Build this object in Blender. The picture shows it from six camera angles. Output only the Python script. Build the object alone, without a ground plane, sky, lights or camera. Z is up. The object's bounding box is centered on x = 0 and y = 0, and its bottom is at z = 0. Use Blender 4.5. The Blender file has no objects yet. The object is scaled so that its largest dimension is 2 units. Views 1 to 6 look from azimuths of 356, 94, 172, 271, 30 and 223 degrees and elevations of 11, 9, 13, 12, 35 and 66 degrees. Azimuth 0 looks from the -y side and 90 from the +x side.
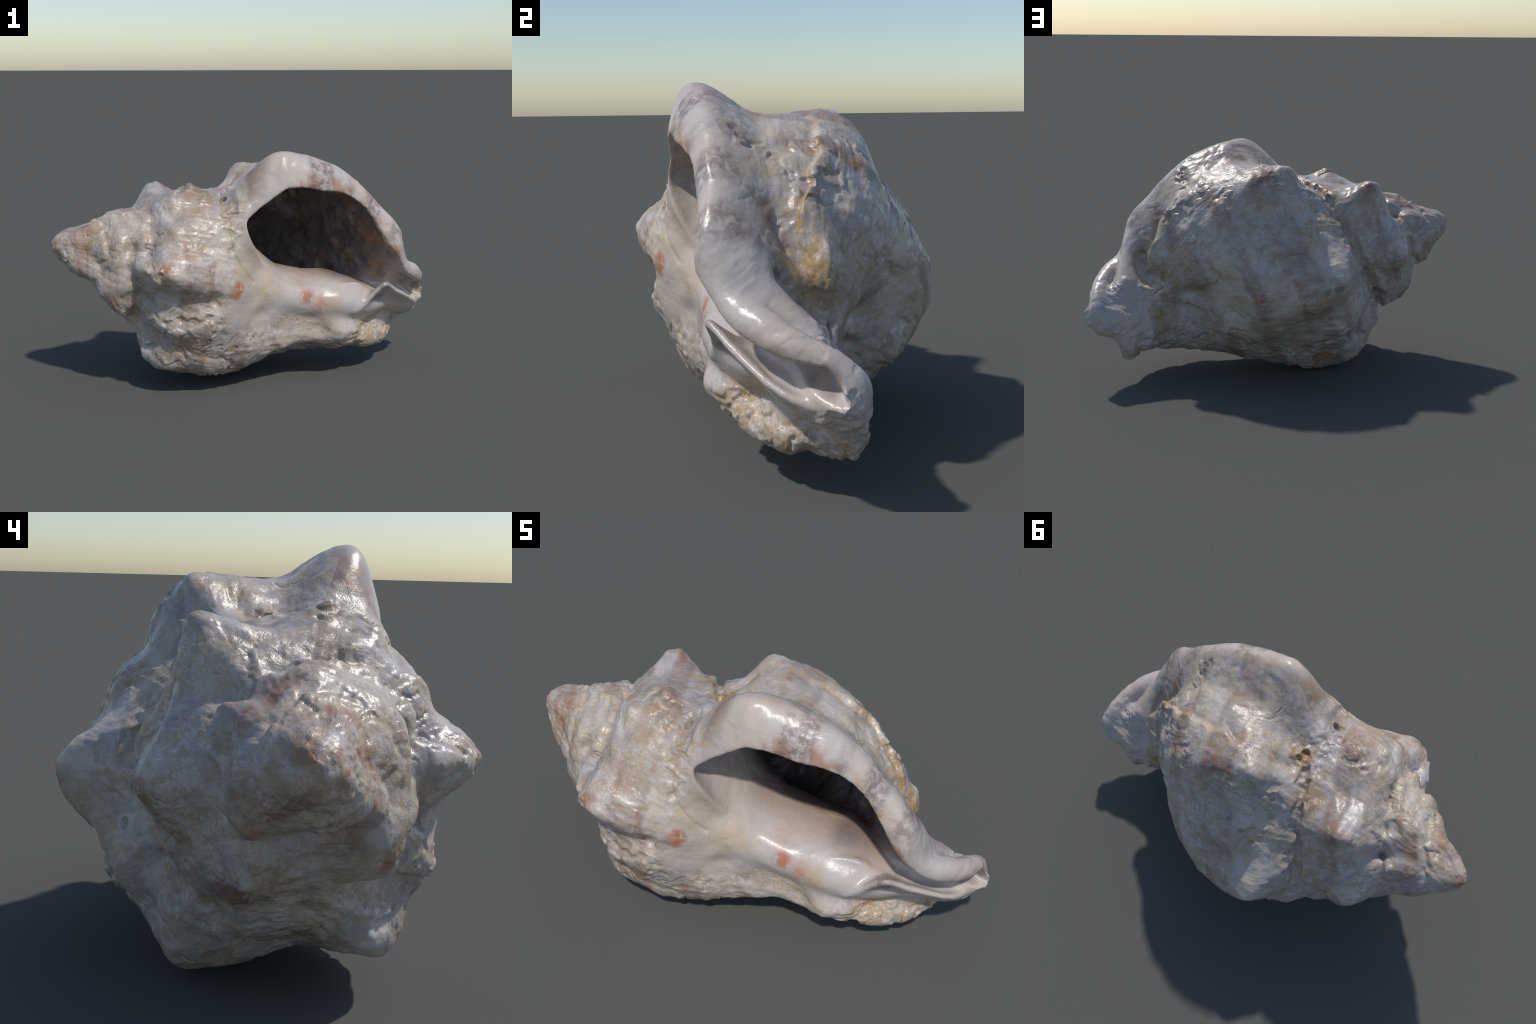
import bpy, math
import numpy as np

# ------------------------------------------------------------------ frame
# The shell is described around its coiling axis: s = distance from the apex
# along the axis, phi = angle about it (0 front, 90 up, 180 back, 270 down),
# r = distance from the axis.
APEX = np.array([-0.99, -0.135, 0.75])
CANAL_END = np.array([1.0, 0.25, 0.36])
AXIS = CANAL_END - APEX
AXIS /= np.linalg.norm(AXIS)
FRONT = np.array([0.0, -1.0, 0.0]) + AXIS * AXIS[1]
FRONT /= np.linalg.norm(FRONT)
UP = np.cross(AXIS, FRONT)
if UP[2] < 0:
    UP = -UP


def world(s, phi, r):
    a = math.radians(phi)
    return APEX + AXIS * s + r * (math.cos(a) * FRONT + math.sin(a) * UP)


# ------------------------------------------------------------ whorl landmarks
# (s, phi, r) along each varix crest, each furrow and each suture
APEX_CONE = [(0.0, p, 0.035) for p in (0, 90, 180, 270)] + \
            [(0.03, p, 0.068) for p in (0, 45, 90, 135, 180, 225, 270, 315)] + \
            [(0.07, p, 0.092) for p in (80, 125, 170, 215, 260)] + [(0.07, p, 0.108) for p in (305, 350, 35)]
SPIRE_KNOBS = [  # early whorls, knob after knob round the spiral
    (0.24, 75, 0.213), (0.30, 77, 0.238), (0.342, 79, 0.243), (0.22, 142, 0.155), (0.29, 140, 0.195), (0.335, 143, 0.205),
    (0.165, 186, 0.132), (0.20, 195, 0.155), (0.24, 198, 0.16), (0.17, 230, 0.165), (0.20, 238, 0.19), (0.235, 242, 0.19),
    (0.11, 326, 0.155), (0.15, 329, 0.192), (0.185, 331, 0.214), (0.23, 8, 0.24), (0.27, 8, 0.285), (0.30, 10, 0.295), (0.30, 20, 0.30),
    (0.13, 43, 0.15), (0.14, 28, 0.15), (0.138, 1, 0.152), (0.135, 90, 0.115), (0.147, 131, 0.105),
    (0.25, 108, 0.165), (0.25, 170, 0.145), (0.17, 210, 0.14), (0.19, 280, 0.15), (0.20, 350, 0.19), (0.28, 45, 0.245), (0.22, 42, 0.20), (0.18, 60, 0.16)]
SPIRE_SUTURE = [(0.37, 95, 0.215), (0.35, 130, 0.155), (0.30, 195, 0.165), (0.26, 252, 0.175), (0.215, 285, 0.15), (0.205, 318, 0.205),
                (0.24, 343, 0.25), (0.34, 14, 0.28), (0.38, 55, 0.28)]
MIDDLE_VARICES = [
    (0.50, 60, 0.395), (0.57, 60, 0.455), (0.60, 70, 0.455), (0.64, 62, 0.46), (0.64, 72, 0.43), (0.50, 53, 0.44), (0.70, 60, 0.455),
    (0.40, 119, 0.30), (0.43, 120, 0.375), (0.50, 120, 0.42), (0.58, 122, 0.38), (0.60, 112, 0.36),
    (0.40, 188, 0.315), (0.45, 190, 0.345), (0.52, 192, 0.345), (0.59, 194, 0.30),
    (0.31, 251, 0.285), (0.38, 252, 0.345), (0.46, 250, 0.36),
    (0.22, 320, 0.25), (0.30, 318, 0.335), (0.36, 317, 0.375),
    (0.33, 3, 0.305), (0.36, 355, 0.33), (0.40, 10, 0.355), (0.43, 12, 0.385)]
MIDDLE_FURROWS = [
    (0.43, 72, 0.285), (0.48, 92, 0.325), (0.58, 92, 0.355), (0.45, 148, 0.285), (0.52, 152, 0.295), (0.55, 165, 0.295), (0.60, 157, 0.32),
    (0.34, 216, 0.205), (0.40, 220, 0.27), (0.48, 220, 0.33), (0.30, 285, 0.25), (0.40, 285, 0.32),
    (0.29, 343, 0.305), (0.35, 342, 0.355), (0.42, 38, 0.33), (0.52, 35, 0.425)]
BODY_SUTURE = [
    (0.75, 55, 0.47), (0.75, 75, 0.43), (0.74, 92, 0.39), (0.68, 126, 0.335), (0.72, 134, 0.31), (0.68, 152, 0.305), (0.72, 154, 0.325), (0.64, 180, 0.335), (0.64, 190, 0.335),
    (0.58, 220, 0.325), (0.61, 227, 0.355), (0.575, 241, 0.41), (0.53, 250, 0.36), (0.47, 283, 0.365), (0.43, 305, 0.36), (0.42, 318, 0.35), (0.44, 339, 0.365), (0.39, 335, 0.345), (0.40, 350, 0.37), (0.39, 20, 0.35)]
LIP_CREST = [(0.84, 62, 0.56), (0.92, 63, 0.70), (1.00, 66, 0.735), (1.14, 66, 0.735), (1.24, 66, 0.72), (1.34, 65, 0.694),
             (1.44, 64, 0.644), (1.53, 62, 0.589), (1.62, 60, 0.517), (1.70, 57, 0.45), (1.77, 50, 0.375)]
LIP_FACE = [(0.80, 39, 0.53), (0.88, 48, 0.58), (0.95, 52, 0.645), (1.02, 54, 0.685), (1.15, 56, 0.70), (1.30, 56, 0.675), (1.41, 55, 0.62), (1.48, 52, 0.58),
            (1.54, 50, 0.545), (1.58, 47, 0.513), (1.62, 43, 0.484), (1.66, 39, 0.46), (1.71, 35, 0.44)]
APERTURE_FILL = [(0.95, 30, 0.46), (1.1, 35, 0.45), (1.25, 35, 0.42), (1.4, 35, 0.40), (1.55, 30, 0.38),
                 (1.0, 12, 0.31), (1.1, 12, 0.26), (1.25, 12, 0.26), (1.4, 12, 0.25), (1.52, 8, 0.24)]
VARIX_CRESTS = [
    [(0.84, 108, 0.45), (0.90, 107, 0.55), (0.98, 108, 0.565), (1.06, 112, 0.572), (1.14, 113, 0.565), (1.20, 112, 0.545),
     (1.27, 111, 0.523), (1.33, 110, 0.49), (1.39, 108, 0.456), (1.45, 107, 0.414), (1.51, 104, 0.365), (1.57, 102, 0.317), (1.62, 101, 0.267), (1.67, 99, 0.204)],
    [(0.76, 178, 0.43), (0.82, 180, 0.53), (0.87, 183, 0.54), (0.95, 187, 0.535), (1.05, 191, 0.52), (1.15, 195, 0.49), (1.25, 198, 0.44), (1.34, 203, 0.395), (1.40, 208, 0.355), (1.45, 214, 0.31), (1.485, 217, 0.19), (1.52, 220, 0.11)],
    [(0.64, 246, 0.50), (0.70, 248, 0.565), (0.78, 250, 0.595), (0.88, 254, 0.598), (0.98, 252, 0.578), (1.11, 250, 0.52), (1.20, 250, 0.475), (1.31, 250, 0.42), (1.46, 251, 0.33)],
    [(0.50, 301, 0.53), (0.55, 303, 0.59), (0.59, 309, 0.595), (0.68, 306, 0.61), (0.82, 306, 0.61), (0.97, 305, 0.57), (1.11, 308, 0.50), (1.20, 314, 0.445), (1.29, 317, 0.41), (1.38, 320, 0.40), (1.46, 322, 0.40)],
    [(0.40, 4, 0.46), (0.47, 5, 0.54), (0.54, 3, 0.56), (0.66, 0, 0.54), (0.76, 358, 0.51), (0.86, 357, 0.475), (0.93, 357, 0.43), (1.00, 356, 0.375), (1.15, 354, 0.30), (1.27, 353, 0.30), (1.40, 345, 0.29)]]
VARIX_FURROWS = [
    [(0.86, 77, 0.46), (0.92, 75, 0.525), (1.00, 76, 0.575), (1.08, 75, 0.62), (1.16, 75, 0.635), (1.30, 75, 0.60), (1.42, 74, 0.555), (1.52, 72, 0.45), (1.60, 71, 0.34), (1.66, 70, 0.24), (1.72, 72, 0.18)],
    [(0.84, 93, 0.42), (0.90, 90, 0.50), (1.00, 88, 0.545), (1.08, 88, 0.565), (1.16, 87, 0.58), (1.30, 86, 0.555), (1.42, 85, 0.51), (1.50, 83, 0.445), (1.57, 79, 0.37), (1.63, 76, 0.27)],
    [(1.05, 96, 0.565), (1.16, 95, 0.562), (1.25, 95, 0.55), (1.35, 94, 0.53), (1.41, 93, 0.50), (1.47, 91, 0.452), (1.52, 90, 0.43), (1.56, 87, 0.405), (1.60, 85, 0.34)],
    [(0.80, 121, 0.38), (0.86, 126, 0.41), (0.92, 128, 0.45), (1.05, 130, 0.445), (1.12, 131, 0.438), (1.25, 131, 0.44), (1.38, 130, 0.40), (1.48, 128, 0.325), (1.55, 126, 0.24), (1.62, 122, 0.16)],
    [(0.82, 147, 0.375), (0.90, 147, 0.435), (1.00, 148, 0.45), (1.10, 147, 0.448), (1.20, 150, 0.445), (1.30, 154, 0.405), (1.38, 159, 0.345), (1.44, 165, 0.24), (1.49, 172, 0.14), (1.60, 178, 0.08)],
    [(0.85, 165, 0.42), (1.00, 166, 0.445), (1.10, 168, 0.455), (1.22, 172, 0.44), (1.33, 178, 0.39)],
    [(0.67, 203, 0.34), (0.73, 204, 0.39), (0.80, 206, 0.46), (0.95, 206, 0.47), (1.10, 212, 0.46)],
    [(0.64, 217, 0.37), (0.70, 217, 0.42), (0.77, 218, 0.48), (0.85, 219, 0.505), (0.92, 219, 0.49), (1.00, 220, 0.465), (1.13, 232, 0.455), (1.18, 225, 0.44), (1.30, 228, 0.40), (1.40, 232, 0.35), (1.45, 234, 0.31), (1.49, 236, 0.23)],
    [(0.59, 237, 0.395), (0.66, 236, 0.455), (0.73, 237, 0.475), (0.82, 236, 0.51), (0.92, 240, 0.52)],
    [(0.55, 283, 0.45), (0.62, 285, 0.485), (0.70, 287, 0.515), (0.82, 285, 0.53), (1.00, 280, 0.51), (1.15, 279, 0.475), (1.30, 279, 0.42), (1.43, 282, 0.385)],
    [(0.50, 317, 0.47), (0.60, 318, 0.54), (0.75, 320, 0.57), (0.90, 320, 0.55), (1.02, 320, 0.51)], [(1.20, 301, 0.42), (1.30, 301, 0.375), (1.40, 302, 0.37), (1.50, 303, 0.37)],
    [(0.50, 330, 0.47), (0.57, 330, 0.525), (0.71, 338, 0.555), (0.82, 339, 0.52), (0.95, 339, 0.45), (1.05, 338, 0.385), (1.13, 337, 0.365), (1.22, 336, 0.315), (1.32, 336, 0.30)],
    [(0.45, 349, 0.43), (0.52, 349, 0.46), (0.62, 348, 0.495), (0.75, 348, 0.49)],
    [(0.48, 17, 0.45), (0.56, 18, 0.47), (0.65, 20, 0.475), (0.75, 22, 0.48)],
    [(0.50, 32, 0.44), (0.60, 32, 0.47), (0.70, 33, 0.48), (0.78, 29, 0.497), (0.83, 17, 0.468), (0.90, 8, 0.429)],
    [(0.62, 45, 0.46), (0.72, 44, 0.485)]]
NECK = [(1.66, 105, 0.09), (1.66, 150, 0.06), (1.62, 195, 0.065), (1.68, 200, 0.05), (1.76, 200, 0.045), (1.84, 200, 0.05), (1.92, 195, 0.075), (2.0, 195, 0.07),
        (1.54, 233, 0.11), (1.49, 246, 0.275), (1.57, 250, 0.22), (1.70, 250, 0.21), (1.80, 250, 0.225), (1.90, 250, 0.225), (1.97, 250, 0.13), (2.03, 247, 0.10), (1.66, 225, 0.08), (1.80, 228, 0.12), (1.92, 226, 0.12), (2.0, 225, 0.10),
        (1.60, 300, 0.36), (1.75, 300, 0.30), (1.90, 300, 0.12), (1.58, 280, 0.34), (1.75, 280, 0.28),
        (1.58, 345, 0.22), (1.72, 345, 0.13), (1.88, 345, 0.11), (1.70, 15, 0.18), (1.85, 20, 0.16), (2.0, 20, 0.09),
        (1.71, 64, 0.27), (1.77, 62, 0.22), (1.82, 66, 0.16), (1.76, 90, 0.05), (1.86, 90, 0.06), (1.95, 95, 0.07), (1.75, 145, 0.02), (1.85, 145, 0.03), (2.0, 140, 0.05), (2.09, 90, 0.02), (2.09, 210, 0.02), (2.09, 330, 0.02)]



def along(line, gap=0.03):
    """points at an even gap on the smooth curve through the given ones"""
    L = np.array(line, float)
    L[:, 1] = np.degrees(np.unwrap(np.radians(L[:, 1])))
    ext = np.vstack([2 * L[0] - L[1], L, 2 * L[-1] - L[-2]])
    out = []
    for i in range(1, len(ext) - 2):
        p0, p1, p2, p3 = ext[i - 1:i + 3]
        n = max(1, int(round(math.hypot(p2[0] - p1[0], math.radians(p2[1] - p1[1]) * p1[2]) / gap)))
        for t in np.arange(n) / n:
            out.append(0.5 * (2 * p1 + (p2 - p0) * t + (2 * p0 - 5 * p1 + 4 * p2 - p3) * t * t + (3 * p1 - p0 - 3 * p2 + p3) * t ** 3))
    return [tuple(p) for p in out] + [tuple(L[-1])]


LANDMARKS = APEX_CONE + SPIRE_KNOBS + SPIRE_SUTURE + MIDDLE_VARICES + MIDDLE_FURROWS + BODY_SUTURE + along(LIP_CREST) + along(LIP_FACE) + \
    APERTURE_FILL + [p for c in VARIX_CRESTS + VARIX_FURROWS for p in along(c)] + NECK

SPINDLE = np.array([(-0.1, 0.02), (0, 0.04), (0.2, 0.18), (0.45, 0.37), (0.8, 0.5), (1.0, 0.55), (1.3, 0.48), (1.6, 0.25), (1.85, 0.17), (2.06, 0.08), (2.2, 0.04)])


def spindle(s):
    return np.interp(s, SPINDLE[:, 0], SPINDLE[:, 1])


S0, S1, NS, NP = -0.06, 2.16, 445, 540


def blur(T, ds, width):
    """smooth the table over a given width in metres, along the axis and round it"""
    def kernel(cells):
        n = int(3 * cells) + 1
        g = np.exp(-0.5 * (np.arange(-n, n + 1) / max(cells, 0.3)) ** 2)
        return g / g.sum(), n
    g, n = kernel(width / ds)
    pad = np.pad(T, ((n, n), (0, 0)), mode="edge")
    T = sum(w * pad[k:k + len(T)] for k, w in enumerate(g))
    out = np.empty_like(T)
    step = 2 * np.pi / T.shape[1]
    for i, row in enumerate(T):
        g, n = kernel(min(width / (max(row.mean(), 0.08) * step), T.shape[1] / 8))
        out[i] = np.convolve(np.pad(row, n, mode="wrap"), g, "valid")
    return out


def radius_table():
    """surface through all landmarks, its ridges and furrows crisped"""
    L = np.array(LANDMARKS)

    def embed(s, phi):
        a = np.radians(phi)
        b = spindle(s)
        return np.stack([s, b * np.cos(a), b * np.sin(a)], -1)

    def kernel(d2):
        return -np.sqrt(d2 + 0.012 ** 2)
    X = embed(L[:, 0], L[:, 1])
    K = kernel(((X[:, None] - X[None]) ** 2).sum(-1)) - 0.002 * np.eye(len(X))
    A = np.block([[K, np.ones((len(X), 1))], [np.ones((1, len(X))), np.zeros((1, 1))]])
    inverse = np.linalg.inv(A)

    def table(y, ns, np_):
        w = inverse @ np.r_[y, 0]
        s = np.linspace(S0, S1, ns)
        p = np.linspace(0, 360, np_, endpoint=False)
        T = np.zeros((ns, np_))
        for i in range(ns):
            Q = embed(np.full(np_, s[i]), p)
            d2 = (Q ** 2).sum(1)[:, None] + (X ** 2).sum(1)[None] - 2 * Q @ X.T
            T[i] = kernel(np.maximum(d2, 0)) @ w[:-1] + w[-1] + spindle(s[i])
        T[s < 0] = 0.035 + (s[s < 0, None]) * 2
        T = blur(T, (S1 - S0) / (ns - 1), 0.010)
        lip = (s[:, None] > 0.84) & (np.abs(p[None] - 50) < 27)
        keep = 1 - blur(lip.astype(float), (S1 - S0) / (ns - 1), 0.04)
        return T + CRISP * keep * (T - blur(T, (S1 - S0) / (ns - 1), 0.035))
    want = L[:, 2] - spindle(L[:, 0])
    y = want.copy()
    free = ~((L[:, 0] > 0.82) & (np.abs(L[:, 1] - 52) < 26))
    for _ in range(2):
        T = table(y, 223, 180)
        i = np.clip(np.round((L[:, 0] - S0) / (S1 - S0) * 222).astype(int), 0, 222)
        j = np.round(L[:, 1] / 2).astype(int) % 180
        y += 0.6 * free * (L[:, 2] - T[i, j])
    return np.maximum(table(y, NS, NP), -0.05)


CRISP = 0.8
# the suture as one spiral: (s, angle counted backwards along the growth)
SUTURE_SPIRAL = [(0.83, 66), (0.76, 92), (0.71, 127), (0.69, 155), (0.65, 192), (0.58, 220), (0.53, 250), (0.47, 283), (0.425, 318), (0.41, 350),
                 (0.43, 378), (0.43, 405), (0.375, 455), (0.345, 490), (0.30, 555), (0.26, 612), (0.215, 645), (0.21, 678), (0.245, 725), (0.21, 790), (0.16, 830), (0.11, 930), (0.06, 1080)]
# worn edge where growth halted before the lip was built: (s, phi)
GROWTH_HALT = [(0.92, 101), (1.00, 99), (1.08, 97), (1.18, 96), (1.28, 95.5), (1.36, 94), (1.41, 92.5), (1.46, 91), (1.50, 90.5), (1.54, 87.5), (1.58, 83), (1.61, 78)]


def engrave(T):
    s = np.linspace(S0, S1, NS)[:, None]
    phi = np.linspace(0, 360, NP, endpoint=False)[None]
    spiral = np.array(SUTURE_SPIRAL)
    for turn in range(4):
        q = phi + 360 * turn
        at = np.interp(q, spiral[:, 1], spiral[:, 0])
        live = ((q >= 66) & (q <= 1080)) * np.clip((q - 66) / 25, 0, 1)
        size = np.interp(at, [0.05, 0.2, 0.5, 0.8], [0.35, 0.6, 1.0, 1.0])
        wob = 0.006 * np.sin(np.radians(q) * 9) + 0.005 * np.sin(np.radians(q) * 17 + 1)
        d = (s - at - wob) / (0.020 * size)
        T = T - live * 0.022 * size * np.exp(-d * d) + live * 0.008 * size * np.exp(-((d + 2.2) / 1.1) ** 2)
    halt = np.array(GROWTH_HALT)
    line = np.interp(s, halt[:, 0], halt[:, 1]) + 0.9 * np.sin(s * 55) + 0.7 * np.sin(s * 31 + 2)
    live = np.clip((s - 0.90) / 0.06, 0, 1) * np.clip((1.63 - s) / 0.03, 0, 1)
    d = phi - line
    deep = np.interp(s, [0.9, 1.2, 1.45, 1.62], [0.005, 0.015, 0.030, 0.038])
    up = 0.5 + 0.5 * np.tanh(d / 1.1)
    rim = up * np.exp(-np.maximum(d, 0) / 5.0) - (1 - up) * np.exp(np.minimum(d, 0) / 3.5) * 0.8
    return T + live * deep * rim


TABLE = engrave(radius_table())
DS = (S1 - S0) / (NS - 1)
DP = 2 * np.pi / NP
_gs = np.gradient(TABLE, DS, axis=0)
_gp = (np.roll(TABLE, -1, 1) - np.roll(TABLE, 1, 1)) / (2 * DP)
SLOPE = blur(np.minimum(np.sqrt(1 + _gs ** 2 + (_gp / np.maximum(TABLE, 0.05)) ** 2), 3.0), DS, 0.05)


def lookup(T, s, phi):
    x = np.clip((s - S0) / DS, 0, NS - 1.001)
    y = (phi / DP) % NP
    i = x.astype(np.int32)
    j = y.astype(np.int32) % NP
    u, v = x - i, y - np.floor(y)
    k = (j + 1) % NP
    return (T[i, j] * (1 - v) + T[i, k] * v) * (1 - u) + (T[i + 1, j] * (1 - v) + T[i + 1, k] * v) * u


def smin(a, b, k):
    h = np.clip(0.5 + 0.5 * (b - a) / k, 0, 1)
    return b + (a - b) * h - k * h * (1 - h)


def smax(a, b, k):
    return -smin(-a, -b, k)


def stations(rows, s):
    """values of the section table at s, eased so that no section shows as a crease"""
    R = np.array(rows)
    u = np.linspace(R[0, 0] - 0.1, R[-1, 0] + 0.1, 600)
    g = np.exp(-0.5 * (np.arange(-30, 31) * (u[1] - u[0]) / 0.02) ** 2)
    g /= g.sum()
    out = []
    for i in range(1, R.shape[1]):
        v = np.interp(u, R[:, 0], R[:, i])
        v = np.convolve(np.pad(v, 30, mode="edge"), g, "valid")
        out.append(np.interp(s, u, v))
    return out


def ellipse_tube(rows, s, a, b):
    ca, cb, ra, rb, *tilt = stations(rows, s)
    if tilt:
        cb = cb + tilt[0] * (a - ca)
    x, y = (a - ca) / ra, (b - cb) / rb
    k = np.sqrt(x * x + y * y + 1e-9)
    g = np.sqrt((x / ra) ** 2 + (y / rb) ** 2 + 1e-9)
    return k * (k - 1) / g


def chain(P, nodes):
    """rounded tube through nodes (point, radius)"""
    d = np.full(len(P), 9.0)
    for (p, r0), (q, r1) in zip(nodes[:-1], nodes[1:]):
        p, q = np.asarray(p), np.asarray(q)
        v = q - p
        t = np.clip(((P - p) @ v) / (v @ v), 0, 1)
        d = np.minimum(d, np.linalg.norm(P - p - t[:, None] * v, axis=1) - (r0 + t * (r1 - r0)))
    return d


# (s, centre front, centre up, half width front, half height up[, tilt])
CAVITY = [(0.84, 0.34, 0.32, 0.02, 0.01, 0.0), (0.865, 0.33, 0.30, 0.11, 0.05, 0.0), (0.895, 0.32, 0.30, 0.135, 0.085, 0.0), (0.935, 0.29, 0.30, 0.20, 0.135, 0.0), (0.98, 0.18, 0.295, 0.38, 0.205, 0.0), (1.02, 0.08, 0.29, 0.52, 0.277, 0.0), (1.12, 0.02, 0.28, 0.58, 0.32, 0.0),
          (1.22, 0.00, 0.27, 0.56, 0.343, 0.0), (1.31, 0.09, 0.25, 0.42, 0.335, 0.1), (1.41, 0.15, 0.205, 0.32, 0.295, 0.3), (1.50, 0.18, 0.196, 0.26, 0.21, 0.55),
          (1.57, 0.22, 0.182, 0.21, 0.15, 0.6), (1.63, 0.28, 0.145, 0.15, 0.11, 0.85), (1.71, 0.30, 0.127, 0.13, 0.09, 0.6), (1.78, 0.29, 0.11, 0.11, 0.048, 0.3),
          (1.86, 0.24, 0.088, 0.11, 0.034, 0.0), (1.95, 0.12, 0.05, 0.13, 0.036, 0.0), (2.05, 0.05, 0.03, 0.11, 0.045, 0.0), (2.20, 0.04, 0.02, 0.12, 0.06, 0.0)]
# the chamber winding on behind the columella
VAULT = [(0.87, -0.10, 0.18, 0.08, 0.08), (0.92, -0.10, 0.20, 0.20, 0.16), (0.98, -0.08, 0.23, 0.26, 0.20), (1.06, -0.04, 0.27, 0.36, 0.22)]
CHAMBER = [(0.90, -0.20, 0.05, 0.08, 0.10), (0.97, -0.17, 0.02, 0.20, 0.23), (1.06, -0.18, 0.02, 0.21, 0.25), (1.20, -0.18, 0.04, 0.20, 0.22), (1.28, -0.16, 0.08, 0.12, 0.14), (1.34, -0.15, 0.10, 0.06, 0.06)]
COLUMELLA = [(0.80, 0.06, 0.04, 0.38, 0.31), (0.88, 0.08, 0.02, 0.335, 0.265), (0.95, 0.10, 0.0, 0.285, 0.215), (1.00, 0.12, -0.01, 0.24, 0.165), (1.06, 0.12, -0.035, 0.235, 0.15),
             (1.14, 0.115, -0.065, 0.22, 0.135), (1.30, 0.115, -0.07, 0.22, 0.132), (1.45, 0.13, -0.055, 0.22, 0.135), (1.55, 0.15, -0.05, 0.185, 0.115),
             (1.65, 0.15, -0.05, 0.14, 0.09), (1.75, 0.12, -0.04, 0.10, 0.06), (1.8, 0.12, -0.04, 0.04, 0.03)]
# rolled upper edge of the canal, its thin lower fold, and the old canal below
CANAL_ROLL = [((0.715, -0.11, 0.73), 0.05), ((0.76, -0.105, 0.65), 0.052), ((0.805, -0.062, 0.582), 0.053), ((0.85, -0.018, 0.55), 0.052), ((0.893, 0.038, 0.522), 0.05),
              ((0.925, 0.11, 0.492), 0.046), ((0.94, 0.185, 0.465), 0.04), ((0.945, 0.245, 0.427), 0.036), ((0.94, 0.275, 0.385), 0.038), ((0.935, 0.26, 0.335), 0.04)]
FOLD_EDGE = [(0.55, -0.15, 0.37), (0.61, -0.14, 0.41), (0.66, -0.145, 0.465), (0.705, -0.15, 0.505), (0.74, -0.12, 0.49), (0.775, -0.085, 0.46), (0.83, -0.03, 0.425), (0.885, 0.03, 0.385),
             (0.92, 0.09, 0.355), (0.935, 0.15, 0.335), (0.945, 0.21, 0.33), (0.94, 0.27, 0.34)]
FOLD_FOOT = [(0.52, -0.07, 0.34), (0.58, -0.05, 0.355), (0.62, -0.03, 0.37), (0.66, 0.0, 0.38), (0.69, 0.015, 0.375), (0.72, 0.03, 0.37), (0.78, 0.07, 0.345), (0.83, 0.10, 0.315),
             (0.86, 0.14, 0.29), (0.89, 0.18, 0.28), (0.90, 0.22, 0.28), (0.90, 0.26, 0.30)]
CANAL_FLOOR = [((0.60, -0.02, 0.40), 0.06), ((0.72, 0.02, 0.40), 0.055), ((0.84, 0.08, 0.36), 0.042), ((0.90, 0.18, 0.31), 0.04)]
OLD_CANAL = [(world(s, p, r - w), w) for s, p, r, w in ((1.42, 330, 0.36, 0.05), (1.50, 326, 0.405, 0.06), (1.60, 316, 0.378, 0.07), (1.70, 305, 0.355, 0.070),
                                                    (1.78, 297, 0.33, 0.062), (1.85, 280, 0.285, 0.058), (1.89, 262, 0.272, 0.052))]


def eased(nodes, n=5):
    """the same tube with its bends and thickness eased"""
    X = np.array([list(p) + [r] for p, r in nodes])
    ext = np.vstack([2 * X[0] - X[1], X, 2 * X[-1] - X[-2]])
    out = []
    for i in range(1, len(ext) - 2):
        p0, p1, p2, p3 = ext[i - 1:i + 3]
        for t in np.arange(n) / n:
            q = 0.5 * (2 * p1 + (p2 - p0) * t + (2 * p0 - 5 * p1 + 4 * p2 - p3) * t * t + (3 * p1 - p0 - 3 * p2 + p3) * t ** 3)
            out.append((q[:3], q[3]))
    return out + [(X[-1, :3], X[-1, 3])]


CANAL_ROLL = eased(CANAL_ROLL)
OLD_CANAL = eased(OLD_CANAL, 4)


def ribbon(P, edge, foot, r0, r1, n=90):
    """thin wall between two rails, thinner at its free edge"""
    E, G = (np.array([q[0] for q in eased([(p, 0.0) for p in rail], 4)]) for rail in (edge, foot))
    u, k = np.linspace(0, len(E) - 1, n), np.arange(len(E))
    d = np.full(len(P), 9.0)
    near = ((P > np.minimum(E, G).min(0) - 0.1) & (P < np.maximum(E, G).max(0) + 0.1)).all(1)
    if not near.any():
        return d
    Q = P[near]
    best = np.full(len(Q), 9.0)
    for x in u:
        p = np.array([np.interp(x, k, E[:, i]) for i in range(3)])
        q = np.array([np.interp(x, k, G[:, i]) for i in range(3)])
        best = np.minimum(best, chain(Q, [(p, r0), (q, r1)]))
    d[near] = best
    return d


# hollows: behind the lip, under the body at the neck, and the chink beside the old canal
HOLLOWS = [([((0.725, 0.06, 0.64), 0.035), ((0.725, 0.10, 0.60), 0.035), ((0.69, 0.15, 0.555), 0.05), ((0.65, 0.21, 0.53), 0.045)], 0.05),
           ([((0.49, 0.40, 0.30), 0.05), ((0.51, 0.36, 0.38), 0.055), ((0.54, 0.31, 0.46), 0.035)], 0.03),
           ([((0.59, -0.17, 0.375), 0.035), ((0.625, -0.155, 0.37), 0.055), ((0.70, -0.08, 0.32), 0.045), ((0.78, 0.0, 0.285), 0.03)], 0.02)]


def axis_coords(P):
    Q = P - APEX
    return Q @ AXIS, Q @ FRONT, Q @ UP


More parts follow.
